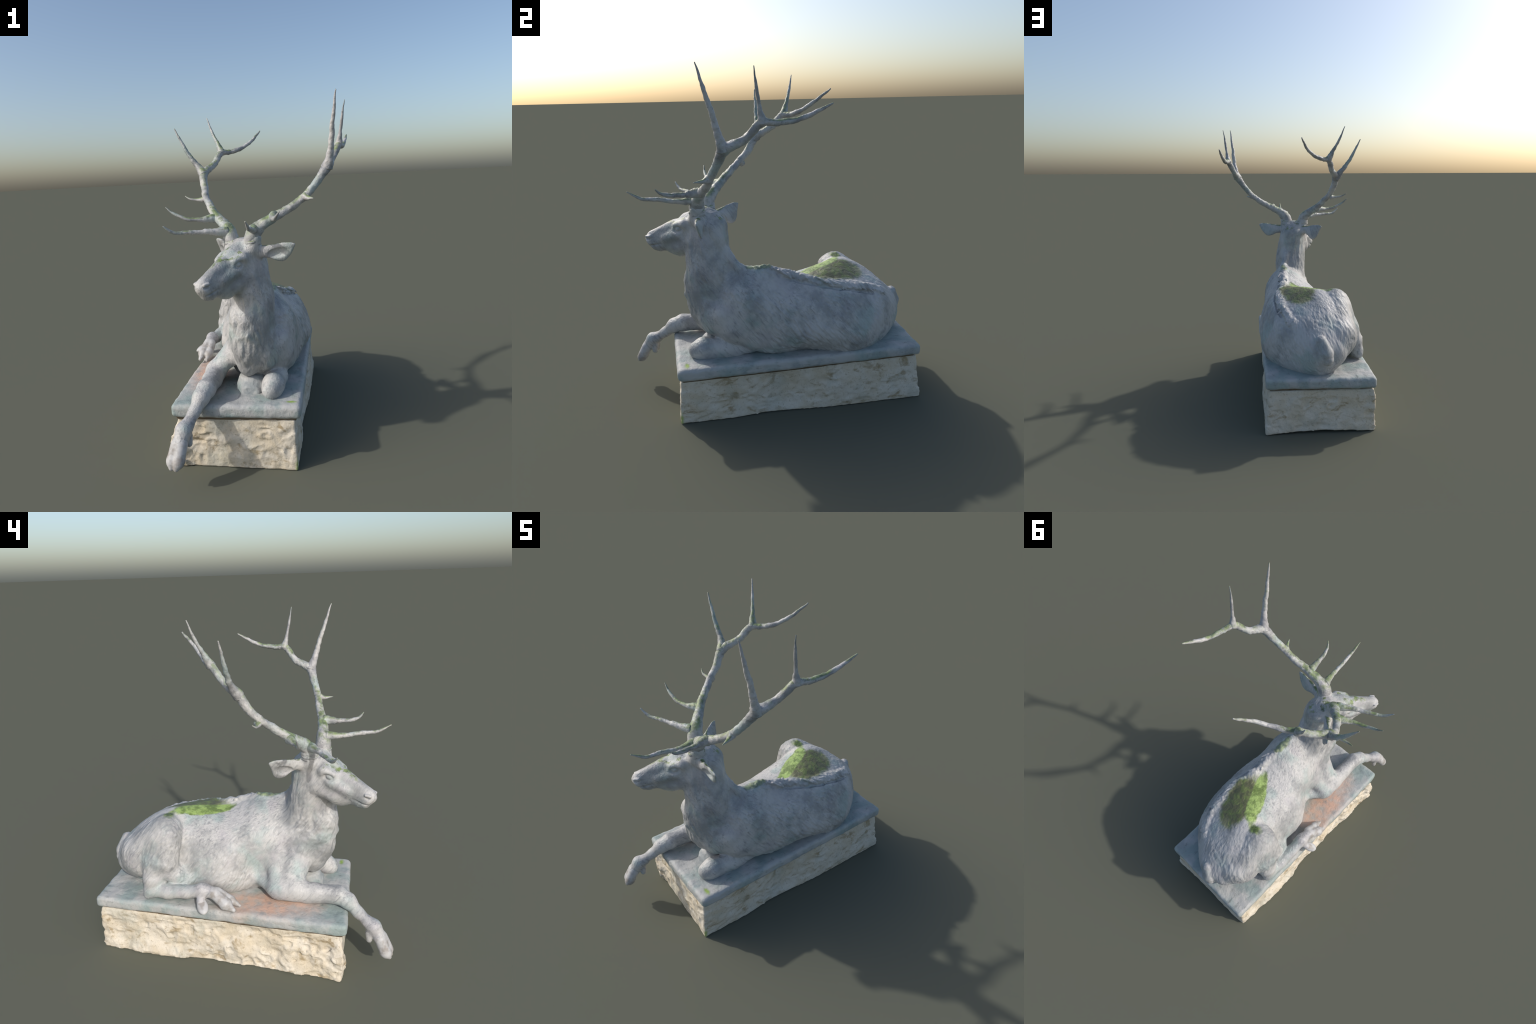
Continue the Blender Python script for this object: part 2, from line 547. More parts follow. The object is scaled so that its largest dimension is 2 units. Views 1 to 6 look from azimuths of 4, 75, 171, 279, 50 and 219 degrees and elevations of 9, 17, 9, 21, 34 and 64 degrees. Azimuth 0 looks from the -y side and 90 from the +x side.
# ---- trunk: outlines in the x-z plane at stations along y
TRUNK = [
    (-0.44, -0.08, 0.58, [(-0.07, 0.70), (-0.01, 0.68), (0.03, 0.62), (0.03, 0.54), (-0.01, 0.49), (-0.08, 0.475), (-0.125, 0.49), (-0.145, 0.54), (-0.155, 0.62), (-0.13, 0.68)]),
    (-0.36, -0.05, 0.60, [(-0.01, 0.82), (0.075, 0.785), (0.118, 0.69), (0.125, 0.56), (0.09, 0.46), (0.02, 0.41), (-0.08, 0.41), (-0.13, 0.45), (-0.165, 0.53), (-0.18, 0.64), (-0.145, 0.74)]),
    (-0.25, -0.03, 0.60, [(0.02, 0.885), (0.103, 0.84), (0.160, 0.755), (0.178, 0.63), (0.155, 0.50), (0.10, 0.41), (0.0, 0.36), (-0.15, 0.37), (-0.21, 0.44), (-0.225, 0.55), (-0.205, 0.66), (-0.165, 0.745), (-0.09, 0.83)]),
    (-0.10, -0.01, 0.60, [(0.055, 0.89), (0.11, 0.82), (0.165, 0.73), (0.205, 0.61), (0.203, 0.507), (0.185, 0.43), (0.145, 0.368), (-0.03, 0.35), (-0.19, 0.36), (-0.235, 0.42), (-0.218, 0.53), (-0.220, 0.645), (-0.192, 0.728), (-0.115, 0.797), (-0.03, 0.860)]),
    (0.10, 0.00, 0.60, [(0.085, 0.82), (0.155, 0.765), (0.215, 0.695), (0.247, 0.60), (0.266, 0.50), (0.212, 0.42), (0.12, 0.35), (0.0, 0.32), (-0.285, 0.365), (-0.328, 0.44), (-0.320, 0.53), (-0.300, 0.617), (-0.25, 0.69), (-0.175, 0.750), (-0.085, 0.784), (0.0, 0.806)]),
    (0.30, 0.02, 0.58, [(0.148, 0.778), (0.208, 0.725), (0.25, 0.64), (0.28, 0.54), (0.278, 0.45), (0.22, 0.36), (0.0, 0.31), (-0.18, 0.34), (-0.300, 0.44), (-0.310, 0.54), (-0.285, 0.65), (-0.245, 0.73), (-0.18, 0.783), (-0.09, 0.826), (0.0, 0.83), (0.08, 0.813)]),
    (0.45, 0.02, 0.56, [(0.152, 0.745), (0.213, 0.685), (0.25, 0.60), (0.280, 0.50), (0.278, 0.42), (0.24, 0.35), (0.0, 0.31), (-0.17, 0.34), (-0.24, 0.45), (-0.26, 0.60), (-0.25, 0.74), (-0.19, 0.825), (-0.10, 0.842), (0.0, 0.812), (0.09, 0.778)]),
    (0.60, -0.02, 0.54, [(0.122, 0.695), (0.181, 0.635), (0.217, 0.54), (0.212, 0.45), (0.165, 0.35), (0.0, 0.31), (-0.17, 0.33), (-0.235, 0.43), (-0.265, 0.55), (-0.26, 0.67), (-0.20, 0.75), (-0.12, 0.775), (-0.03, 0.755), (0.05, 0.73)]),
    (0.72, -0.06, 0.51, [(0.055, 0.63), (0.10, 0.57), (0.118, 0.50), (0.105, 0.42), (0.05, 0.34), (-0.02, 0.32), (-0.13, 0.34), (-0.20, 0.43), (-0.225, 0.52), (-0.21, 0.61), (-0.15, 0.665), (-0.05, 0.67)]),
    (0.80, -0.07, 0.49, [(-0.015, 0.57), (0.02, 0.53), (0.025, 0.47), (0.0, 0.41), (-0.05, 0.375), (-0.10, 0.39), (-0.14, 0.44), (-0.15, 0.51), (-0.125, 0.565), (-0.065, 0.585)]),
    (0.828, -0.07, 0.49, 0.05, 0.055),
    (0.845, -0.07, 0.49, 0.012, 0.012),
]
loft(lambda p: p[:, [1, 0, 2]], TRUNK, "torso", (-0.35, -0.45, 0.30), (0.32, 0.86, 0.92), 0.03)

# ---- neck: ellipses in horizontal planes going up
NECK = [
    (0.460, -0.105, -0.43, 0.03, 0.03),
    (0.49, -0.095, -0.42, 0.055, 0.070),
    (0.55, -0.070, -0.39, 0.103, 0.132),
    (0.62, -0.068, -0.38, 0.124, 0.165),
    (0.70, -0.066, -0.38, 0.132, 0.190),
    (0.80, -0.056, -0.405, 0.116, 0.168),
    (0.90, -0.052, -0.418, 0.120, 0.143),
    (1.00, -0.064, -0.426, 0.115, 0.128),
    (1.10, -0.066, -0.413, 0.103, 0.111),
    (1.17, -0.080, -0.402, 0.094, 0.092),
    (1.22, -0.090, -0.410, 0.062, 0.058),
]
EGG = [(math.cos(a), math.sin(a)) for a in np.linspace(0, 2 * math.pi, 16, endpoint=False)]
# (+x, -y) quarter pared down and the opposite one filled, as the turned head pulls the neck round
NECK = [(z, cx, cy, [(cx + rx * c * (1 - 0.14 * max(-v, 0) ** 2) * q, cy + ry * v * q) for c, v in EGG
                     for q in [1 - (0.04 if z > 0.65 else 0.0) * ((c - v) / 1.414) ** 3]]) for z, cx, cy, rx, ry in NECK]
loft(lambda p: p[:, [2, 0, 1]], NECK, "neck", (-0.25, -0.60, 0.43), (0.10, -0.16, 1.24), 0.045)
# roll of skin where the nape runs into the withers
cone((0.0, -0.322, 0.98), (0.035, -0.225, 0.862), 0.020, 0.022, "neck", 0.05)
# keel of the brisket
cone((-0.125, -0.495, 0.80), (-0.11, -0.49, 0.63), 0.064, 0.050, "neck", 0.05)
cone((-0.11, -0.49, 0.63), (-0.105, -0.445, 0.515), 0.050, 0.028, "neck", 0.05)

# ---- head: sections across the head axis (t forward, u lateral, v up)
HEAD = [
    (-0.195, 0, -0.02, 0.055, 0.06),
    (-0.17, 0, -0.02, 0.083, 0.10),
    (-0.11, 0, -0.025, 0.094, 0.112),
    (-0.04, 0, -0.028, 0.083, 0.110),
    (0.01, 0, -0.030, 0.072, 0.106),
    (0.06, 0, -0.036, 0.062, 0.114),
    (0.11, 0, -0.032, 0.052, 0.099),
    (0.155, 0, -0.020, 0.044, 0.075),
    (0.20, 0, -0.019, 0.042, 0.063),
    (0.235, 0, -0.012, 0.040, 0.050),
    (0.255, 0, -0.002, 0.033, 0.034),
    (0.268, 0, 0.006, 0.014, 0.014),
]


def head_local(p):
    q = (p - HO) @ HM.T
    return q[:, [1, 0, 2]]


loft(head_local, HEAD, "head", HO + A(-0.28, -0.38, -0.25), HO + A(0.22, 0.25, 0.20), 0.03)
cone(hp(0, 0.195, -0.055), hp(0, 0.222, -0.050), 0.031, 0.024, "head", 0.015)      # chin
cone(hp(0, 0.04, 0.042), hp(0, 0.22, 0.020), 0.032, 0.028, "head", 0.02)           # nasal bridge
cone(hp(0, -0.15, 0.055), hp(0, -0.04, 0.055), 0.05, 0.045, "head", 0.03)          # crown
cone(hp(0, -0.165, 0.045), hp(0, -0.190, -0.03), 0.046, 0.045, "head", 0.04)         # occiput
for s in (-1, 1):
    cone(hp(s * 0.060, 0.012, 0.047), hp(s * 0.072, -0.045, 0.046), 0.017, 0.023, "head", 0.04)   # brow
    cone(hp(s * 0.055, 0.02, -0.005), hp(s * 0.04, 0.12, -0.012), 0.028, 0.018, "head", 0.03)     # cheek bone
    cone(hp(s * 0.045, -0.06, -0.07), hp(s * 0.03, 0.05, -0.085), 0.051, 0.036, "head", 0.03)     # jaw
    ellipsoid(hp(s * 0.080, 0.002, 0.026), (0.016, 0.026, 0.014), "head", 0.022, HM, cut=True)    # eye socket
    ellipsoid(hp(s * 0.062, 0.0, 0.026), (0.016, 0.021, 0.015), "head", 0.006, HM)                # eyeball
    ellipsoid(hp(s * 0.036, 0.238, 0.012), (0.011, 0.017, 0.010), "head", 0.008, HM, cut=True)    # nostril
    cone(hp(s * 0.034, 0.245, 0.026), hp(s * 0.040, 0.222, 0.022), 0.007, 0.007, "head", 0.01)    # nostril rim
    cone(hp(s * 0.030, 0.246, -0.034), hp(s * 0.046, 0.16, -0.040), 0.0045, 0.004, "head", 0.008, cut=True)  # mouth
    # pedicle carrying the antler
    cone(hp(s * 0.068, -0.138, 0.06), hp(s * 0.082, -0.160, 0.105), 0.046, 0.040, "head", 0.03)

# ---- ears: flattened leaf with a cupped front
for s, root, tip, sag in ((1, (0.095, -0.155, 0.029), (0.286, -0.236, 0.047), 0.0),
                          (-1, (-0.095, -0.170, 0.027), (-0.286, -0.262, 0.045), -0.014)):
    r0, r1 = hp(*root), hp(*tip)
    ax = (r1 - r0) / np.linalg.norm(r1 - r0)
    fr = HY - (HY @ ax) * ax
    fr /= np.linalg.norm(fr)
    upv = np.cross(ax, fr)
    upv = upv if upv[2] > 0 else -upv
    Lr = np.linalg.norm(r1 - r0)
    M = np.stack([ax, fr, upv])
    EAR = [(0.0, 0, 0, 0.028, 0.032), (0.22 * Lr, 0, -0.006, 0.022, 0.036), (0.42 * Lr, 0, -0.021 + sag / 2, 0.017, 0.049 - sag / 2),
           (0.58 * Lr, 0, -0.026 + sag / 2, 0.014, 0.053 - sag / 2), (0.75 * Lr, 0, -0.019 + sag / 2, 0.011, 0.043 - sag / 2), (0.89 * Lr, 0, -0.007, 0.008, 0.026), (Lr, 0, 0.002, 0.004, 0.005)]
    loft(lambda p, r0=r0, M=M: (p - r0) @ M.T, EAR, "ear", np.minimum(r0, r1) - 0.08, np.maximum(r0, r1) + 0.08, 0.02)
    ellipsoid(r0 + ax * 0.54 * Lr + fr * 0.017 - upv * (0.022 - sag), (0.062, 0.020, 0.029), "ear", 0.010, M, cut=True)

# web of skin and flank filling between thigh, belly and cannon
cone((-0.308, 0.42, 0.53), (-0.302, 0.33, 0.465), 0.068, 0.056, "torso", 0.04)
# ---- left foreleg (stretched over the slab edge)
cone((-0.140, -0.335, 0.63), (-0.275, -0.285, 0.475), 0.070, 0.050, "foreleg", 0.04)
cone((-0.150, -0.215, 0.60), (-0.290, -0.212, 0.45), 0.064, 0.042, "foreleg", 0.04)
cone((-0.190, -0.08, 0.45), (-0.292, -0.19, 0.425), 0.034, 0.032, "foreleg", 0.04)
chain([(-0.302, -0.225, 0.430, 0.050), (-0.308, -0.33, 0.442, 0.056), (-0.314, -0.45, 0.438, 0.049),
       (-0.324, -0.58, 0.436, 0.050), (-0.344, -0.635, 0.412, 0.045), (-0.374, -0.695, 0.358, 0.031),
       (-0.402, -0.752, 0.315, 0.031), (-0.417, -0.781, 0.300, 0.040), (-0.430, -0.809, 0.255, 0.038)], "foreleg", 0.03)
chain([(-0.302, -0.24, 0.418, 0.046), (-0.310, -0.40, 0.412, 0.046), (-0.322, -0.57, 0.418, 0.040)], "foreleg", 0.03)
# front of the upper arm running into the chest
cone((-0.155, -0.375, 0.57), (-0.272, -0.335, 0.478), 0.050, 0.046, "foreleg", 0.04)
# cloven hoof
FL = A(0.93, -0.36, 0.0)
for s in (-1, 1):
    o = FL * 0.016 * s
    cone(A(-0.436, -0.822, 0.240) + o * 0.8, A(-0.453, -0.858, 0.168) + o * 1.15, 0.034, 0.031, "hoof", 0.010)
    cone(A(-0.452, -0.851, 0.172) + o * 1.15, A(-0.459, -0.875, 0.143) + o * 0.9, 0.030, 0.013, "hoof", 0.010)
    cone(A(-0.412, -0.762, 0.262) + o * 1.1, A(-0.414, -0.766, 0.222) + o * 1.3, 0.021, 0.018, "foreleg", 0.012)
# ---- right foreleg (folded under the chest)
cone((0.055, -0.36, 0.63), (0.106, -0.200, 0.468), 0.080, 0.066, "foreleg.001", 0.04)
cone((0.008, -0.430, 0.60), (0.075, -0.32, 0.54), 0.062, 0.078, "foreleg.001", 0.04)
cone((-0.005, -0.445, 0.67), (0.0, -0.43, 0.54), 0.062, 0.056, "neck", 0.04)
chain([(0.075, -0.22, 0.405, 0.045), (0.064, -0.36, 0.410, 0.057), (0.043, -0.493, 0.416, 0.062), (0.032, -0.530, 0.403, 0.055)], "foreleg.001", 0.014)
chain([(0.045, -0.505, 0.380, 0.040), (0.075, -0.30, 0.376, 0.032)], "foreleg.001", 0.02)

# ---- left hind leg: thigh, shank, hock, cannon, toes
cone((-0.220, 0.450, 0.745), (-0.187, 0.62, 0.565), 0.104, 0.145, "hindleg", 0.014)
cone((-0.260, 0.424, 0.745), (-0.320, 0.432, 0.59), 0.075, 0.067, "hindleg", 0.012)
cone((-0.18, 0.61, 0.56), (-0.128, 0.70, 0.50), 0.143, 0.121, "hindleg", 0.03)
cone((-0.245, 0.458, 0.70), (-0.295, 0.50, 0.57), 0.098, 0.082, "hindleg", 0.03)
chain([(-0.302, 0.50, 0.57, 0.083), (-0.342, 0.515, 0.49, 0.064), (-0.362, 0.528, 0.425, 0.046)], "hindleg", 0.03)
cone((-0.375, 0.548, 0.398), (-0.358, 0.51, 0.43), 0.030, 0.044, "hindleg", 0.02)
chain([(-0.365, 0.525, 0.425, 0.044), (-0.385, 0.42, 0.430, 0.042), (-0.400, 0.30, 0.445, 0.037), (-0.408, 0.20, 0.470, 0.040),
       (-0.414, 0.14, 0.462, 0.034)], "hindleg", 0.02)
cone((-0.423, 0.128, 0.462), (-0.452, 0.058, 0.415), 0.033, 0.034, "hoof.001", 0.014)
cone((-0.452, 0.058, 0.413), (-0.467, 0.012, 0.388), 0.033, 0.013, "hoof.001", 0.014)
cone((-0.402, 0.115, 0.460), (-0.410, 0.035, 0.412), 0.028, 0.026, "hoof.001", 0.006)
cone((-0.410, 0.035, 0.412), (-0.419, -0.015, 0.387), 0.026, 0.010, "hoof.001", 0.010)
cone((-0.412, 0.205, 0.455), (-0.455, 0.205, 0.428), 0.028, 0.024, "hindleg", 0.014)
ellipsoid((-0.482, 0.187, 0.410), (0.050, 0.032, 0.017), "hoof.002", 0.008,
          [(-0.78, -0.40, -0.48), (-0.38, 0.91, -0.14), (0.49, 0.07, -0.87)])
# ---- right hind leg lying under the rump
cone((0.15, 0.50, 0.43), (0.19, 0.36, 0.40), 0.08, 0.06, "hindleg.001", 0.04)
cone((0.10, 0.59, 0.44), (0.0, 0.70, 0.42), 0.085, 0.07, "hindleg.001", 0.04)

# ---- tail
for a, b in (((0.004, 0.822, 0.575), (-0.016, 0.838, 0.44)), ((-0.122, 0.835, 0.56), (-0.142, 0.832, 0.44))):
    cone(a, b, 0.014, 0.018, "torso", 0.02, cut=True)
cone((-0.048, 0.788, 0.592), (-0.074, 0.810, 0.515), 0.034, 0.050, "tail", 0.012)
cone((-0.074, 0.805, 0.515), (-0.086, 0.818, 0.478), 0.050, 0.040, "tail", 0.008)
# ---- mane crest along the spine
CREST = [(0.018, -0.215, 0.858), (0.052, -0.11, 0.880), (0.075, 0.0, 0.852), (0.092, 0.115, 0.812), (0.128, 0.22, 0.788),
         (0.148, 0.32, 0.768), (0.152, 0.44, 0.742), (0.138, 0.54, 0.714), (0.10, 0.64, 0.668)]
for a, b in zip(CREST[:-1], CREST[1:]):
    cone(A(*a) - A(0.008, 0, 0.006), A(*b) - A(0.008, 0, 0.006), 0.026, 0.026, "torso", 0.02)
    if -0.05 < a[1] < 0.5:
        cone(A(*a) + A(0.030, 0, -0.020), A(*b) + A(0.032, 0, -0.022), 0.010, 0.010, "torso", 0.008, cut=True)

# tufts of the mane lying over the groove
sp = spline_points(np.array(CREST), 90)
for i in range(2, 88):
    o = RNG.randn(3)
    p0 = sp[i] + A(-0.006 + 0.010 * o[0], 0, 0.012 + 0.004 * o[1])
    dr = A(0.030 + 0.008 * o[2], 0.020 + 0.010 * o[0], -0.024 + 0.008 * o[1])
    cone(p0, p0 + dr, 0.011, 0.004, "torso", 0.006)
# crease in front of the thigh
for a, b in (((-0.20, 0.362, 0.838), (-0.285, 0.335, 0.74)), ((-0.285, 0.335, 0.74), (-0.330, 0.35, 0.60))):
    cone(A(*a) - A(0, 0.012, 0), A(*b) - A(0, 0.014, 0), 0.013, 0.014, "torso", 0.012, cut=True)

H = 0.0042
F, LO, _ = build_field(PRIMS, (-0.56, -0.92, 0.10), (0.36, 0.90, 1.30), H)
V, FACES, Q = surface_nets(F, LO, H)

# ---- which anatomical part each vertex belongs to
parts = []
for p in PRIMS:
    if p.part not in parts:
        parts.append(p.part)
D = np.full((len(V), len(parts)), 1.0)
for p in PRIMS:
    if p.cut:
        continue
    sel = np.where(np.all((V > p.lo - 0.06) & (V < p.hi + 0.06), axis=1))[0]
    j = parts.index(p.part)
    D[sel, j] = np.minimum(D[sel, j], p.f(V[sel]))
# two ears share one kind
soft = np.exp(-(D - D.min(1, keepdims=True)) / 0.03)
soft /= soft.sum(1, keepdims=True)
W = {p: soft[:, i] for i, p in enumerate(parts)}

# ---- sculpted hair: strokes following the coat
N = vertex_normals(V, FACES)
coat = 0.0032 * streaks(V, (0.1, 0.6, -0.79), 10, 52, 0.03) + 0.0026 * streaks(V + 5, (0.1, 0.5, -0.85), 24, 95)
rump = 0.0020 * streaks(V, (-0.35, 0.45, -0.82), 9, 58, 0.03) + 0.0020 * streaks(V + 5, (-0.3, 0.4, -0.85), 22, 90)
b = np.clip((V[:, 1] - 0.35) / 0.2, 0, 1)
coat = coat * (1 - b) + rump * b
mane = 0.0052 * streaks(V, (0.05, 0.15, -0.98), 11, 42) + 0.0022 * streaks(V + 5, (0, 0.1, -1), 22, 85)
face = 0.0010 * fbm(V * 45, 2)
limb = 0.0016 * fbm(V * 28, 3)
disp = (coat * (W["torso"] + W["hindleg"] * np.clip((V[:, 2] - 0.45) / 0.12, 0.15, 1) + W["hindleg.001"] + W["tail"] * 0.5)
        + mane * W["neck"] + face * (W["head"] + W["ear"])
        + limb * (W["foreleg"] + W["foreleg.001"] + W["hoof"]) + 0.0045 * fbm(V * 6 + 9, 2) * (W["torso"] + W["neck"]))
# smooth, worn shoulder and the flat of the back
worn = np.exp(-(((V - A(0.18, -0.3, 0.58)) / A(0.12, 0.2, 0.14)) ** 2).sum(1)) * 0.8
worn = np.maximum(worn, np.exp(-(((V - A(-0.2, -0.22, 0.65)) / A(0.14, 0.2, 0.16)) ** 2).sum(1)) * 0.8)
flat = np.clip((V[:, 2] - 0.70) / 0.08, 0, 1) * W["torso"] * np.clip((N[:, 2] - 0.35) / 0.3, 0, 1)
worn = np.maximum(worn, np.exp(-(((V - A(-0.25, 0.08, 0.68)) / A(0.14, 0.24, 0.15)) ** 2).sum(1)) * 0.6)
disp *= (1 - worn) * (1 - 0.62 * flat)
# tufts of the crest
cr = np.array(CREST)
dc = np.min(np.stack([np.linalg.norm(V - c, axis=1) for c in spline_points(cr, 60)]), 0)
disp += np.exp(-(dc / 0.032) ** 2) * (0.010 * streaks(V, (0.55, 0.7, -0.5), 20, 52, 0.03) + 0.004 * fbm(V * 40, 2))
# locks of the brisket and throat
br = np.exp(-(((V - A(-0.11, -0.52, 0.66)) / A(0.15, 0.13, 0.22)) ** 2).sum(1))
disp += br * 0.006 * streaks(V, (0.05, 0.1, -1), 14, 40, 0.03)
# shaggy throat
th = np.exp(-(((V - A(-0.2, -0.42, 0.72)) / A(0.1, 0.18, 0.17)) ** 2).sum(1))
disp += th * 0.006 * fbm(V * 34 + 3, 2)
V = V + N * disp[:, None]
N = vertex_normals(V, FACES)

STAG = bpy.data.objects.new("recumbent_stag_statue", None)
bpy.context.scene.collection.objects.link(STAG)
STAG["label"] = "pale weathered bronze stag lying on a slab over rough stone"
STAG["category"] = "statue"

fd = D[FACES].mean(1)
lab = fd.argmin(1)
# the two ears are one field label: split them by side of the head
lat = (V[FACES].mean(1) - HO) @ HX
made = {}
for i, p in enumerate(parts):
    groups = [(lab == i, p)]
    if p == "ear":
        groups = [((lab == i) & (lat > 0), "ear"), ((lab == i) & (lat <= 0), "ear.001")]
    for sel, name in groups:
        f = FACES[sel]
        if not len(f):
            continue
        ids, inv = np.unique(f, return_inverse=True)
        made[name] = new_object(name, V[ids], inv.reshape(-1, 4), STAG, HOOF if "hoof" in name else HIDE, N[ids])


# ================================================================ ANTLERS
def tube(keys, sides=14, step=0.006, lump=0.0025, seed=0.0):
    """swept tube through (x,y,z,r) keys with knobbly relief and a round tip"""
    k = np.array(keys, float)
    L = np.linalg.norm(np.diff(k[:, :3], axis=0), axis=1).sum()
    n = max(8, int(L / step))
    s = spline_points(k, n)
    c, r = s[:, :3], np.maximum(s[:, 3] * np.where(s[:, 3] < 0.036, 0.93, 1.0), 0.0025)
    tan = np.gradient(c, axis=0)
    tan /= np.linalg.norm(tan, axis=1)[:, None]
    u = np.cross(tan[0], (0.3, 0.5, 0.8))
    rings = []
    for i in range(n):
        u = u - (u @ tan[i]) * tan[i]
        u /= np.linalg.norm(u)
        w = np.cross(tan[i], u)
        a = np.linspace(0, 2 * np.pi, sides, endpoint=False)
        rings.append(c[i] + r[i] * (np.cos(a)[:, None] * u + np.sin(a)[:, None] * w))
    v = np.concatenate(rings)
    ctr = np.repeat(c, sides, 0)
    out = (v - ctr) / np.linalg.norm(v - ctr, axis=1)[:, None]
    am = np.minimum(np.repeat(r, sides) * 0.16, lump)
    v = v + out * (am * (vnoise(v * 55 + seed) + 0.6 * vnoise(v * 110 + seed)))[:, None] + 0.0018 * np.stack(
        [vnoise(ctr * 22 + seed + o) for o in (0, 7, 19)], 1)
    f = []
    i = np.arange(n - 1)[:, None] * sides
    j = np.arange(sides)[None]
    j2 = (j + 1) % sides
    f = np.stack([i + j, i + j2, i + sides + j2, i + sides + j], -1).reshape(-1, 4)
    tip = len(v)
    v = np.vstack([v, c[-1] + tan[-1] * r[-1] * 0.9, c[0] - tan[0] * r[0] * 0.3])
    base = (n - 1) * sides
    cap = [(base + a, base + (a + 1) % sides, tip) for a in range(sides)]
    cap += [((a + 1) % sides, a, tip + 1) for a in range(sides)]
    return v, [tuple(q) for q in f] + cap


def tube_object(name, keys, parent, seed, sides=14):
    v, f = tube(keys, seed=seed, sides=sides)
    me = bpy.data.meshes.new(name)
    me.from_pydata(v.tolist(), [], f)
    me.polygons.foreach_set("use_smooth", np.ones(len(me.polygons), bool))
    me.materials.append(ANTLER)
    ob = bpy.data.objects.new(name, me)
    bpy.context.scene.collection.objects.link(ob)
    ob.parent = parent
    return ob


ANT = {
    "antler": dict(
        beam=[(*hp(0.072, -0.150, 0.07), 0.046), (-0.038, -0.474, 1.243, 0.045), (-0.010, -0.472, 1.293, 0.039), (0.030, -0.470, 1.326, 0.033), (0.084, -0.466, 1.355, 0.028),
              (0.19, -0.445, 1.412, 0.024), (0.271, -0.432, 1.473, 0.0225), (0.336, -0.403, 1.548, 0.024), (0.383, -0.382, 1.608, 0.029), (0.420, -0.288, 1.656, 0.0215), (0.468, -0.210, 1.734, 0.021),
              (0.489, -0.140, 1.735, 0.0165), (0.506, -0.055, 1.744, 0.014), (0.527, 0.028, 1.775, 0.011), (0.546, 0.103, 1.813, 0.004)],
        tines=[[(-0.026, -0.49, 1.298, 0.024), (-0.021, -0.564, 1.300, 0.019), (-0.027, -0.681, 1.318, 0.015), (-0.028, -0.783, 1.335, 0.011), (-0.033, -0.846, 1.373, 0.003)],
               [(0.086, -0.474, 1.363, 0.024), (0.089, -0.562, 1.359, 0.018), (0.095, -0.644, 1.363, 0.014), (0.106, -0.68, 1.377, 0.010), (0.124, -0.704, 1.401, 0.003)],
               [(0.262, -0.44, 1.458, 0.020), (0.280, -0.48, 1.450, 0.012), (0.299, -0.524, 1.451, 0.003)],
               [(0.383, -0.383, 1.606, 0.027), (0.400, -0.404, 1.675, 0.023), (0.411, -0.438, 1.79, 0.0175), (0.421, -0.472, 1.90, 0.011), (0.431, -0.500, 1.996, 0.003)],
               [(0.467, -0.211, 1.730, 0.022), (0.474, -0.222, 1.785, 0.0145), (0.484, -0.237, 1.865, 0.0105), (0.500, -0.254, 1.976, 0.003)]]),
    "antler.001": dict(
        beam=[(*hp(-0.072, -0.150, 0.07), 0.045), (-0.160, -0.400, 1.240, 0.043), (-0.176, -0.376, 1.290, 0.038), (-0.210, -0.337, 1.326, 0.032), (-0.246, -0.298, 1.358, 0.028),
              (-0.289, -0.234, 1.409, 0.024), (-0.325, -0.165, 1.466, 0.0225), (-0.343, -0.099, 1.529, 0.024), (-0.350, -0.048, 1.608, 0.0285), (-0.296, 0.040, 1.670, 0.0215), (-0.251, 0.108, 1.743, 0.021),
              (-0.205, 0.140, 1.748, 0.0165), (-0.153, 0.168, 1.759, 0.015), (-0.085, 0.217, 1.799, 0.012), (-0.039, 0.274, 1.848, 0.009), (-0.013, 0.317, 1.886, 0.004)],
        tines=[[(-0.180, -0.405, 1.284, 0.024), (-0.285, -0.457, 1.292, 0.018), (-0.38, -0.492, 1.296, 0.014), (-0.46, -0.527, 1.304, 0.011), (-0.503, -0.546, 1.340, 0.003)],
               [(-0.262, -0.296, 1.355, 0.024), (-0.344, -0.338, 1.351, 0.016), (-0.419, -0.353, 1.361, 0.013), (-0.481, -0.356, 1.390, 0.010), (-0.532, -0.350, 1.431, 0.003)],
               [(-0.335, -0.143, 1.458, 0.018), (-0.385, -0.144, 1.458, 0.011), (-0.425, -0.143, 1.465, 0.008), (-0.460, -0.132, 1.484, 0.003)],
               [(-0.350, -0.048, 1.606, 0.027), (-0.392, -0.022, 1.661, 0.022), (-0.453, -0.011, 1.751, 0.016), (-0.49, -0.005, 1.823, 0.011), (-0.528, 0.003, 1.899, 0.003)],
               [(-0.250, 0.107, 1.738, 0.022), (-0.284, 0.138, 1.812, 0.0145), (-0.318, 0.167, 1.885, 0.0105), (-0.351, 0.193, 1.975, 0.003)]]),
}
sd = 1.0
for name, a in ANT.items():
    beam = tube_object(name, a["beam"], STAG, sd, 18)
    for t in a["tines"]:
        # tines spring from a flared root and are slimmer than the beam
        t = [(*q[:3], q[3] * f) for q, f in zip(t, (1.3, 0.92, 0.86, 0.86, 1.0))]
        sd += 3.7
        tube_object("tine", t, beam, sd)
    # burr: knobbly ring round the pedicle
    b0, b1 = A(*a["beam"][0][:3]), A(*a["beam"][1][:3])
    d = (b1 - b0) / np.linalg.norm(b1 - b0)
    m = b1 - d * 0.012
    tube_object("burr", [(*(m - d * 0.011), 0.043), (*(m - d * 0.004), 0.048), (*(m + d * 0.004), 0.048), (*(m + d * 0.011), 0.043)], beam, sd + 1, 24)

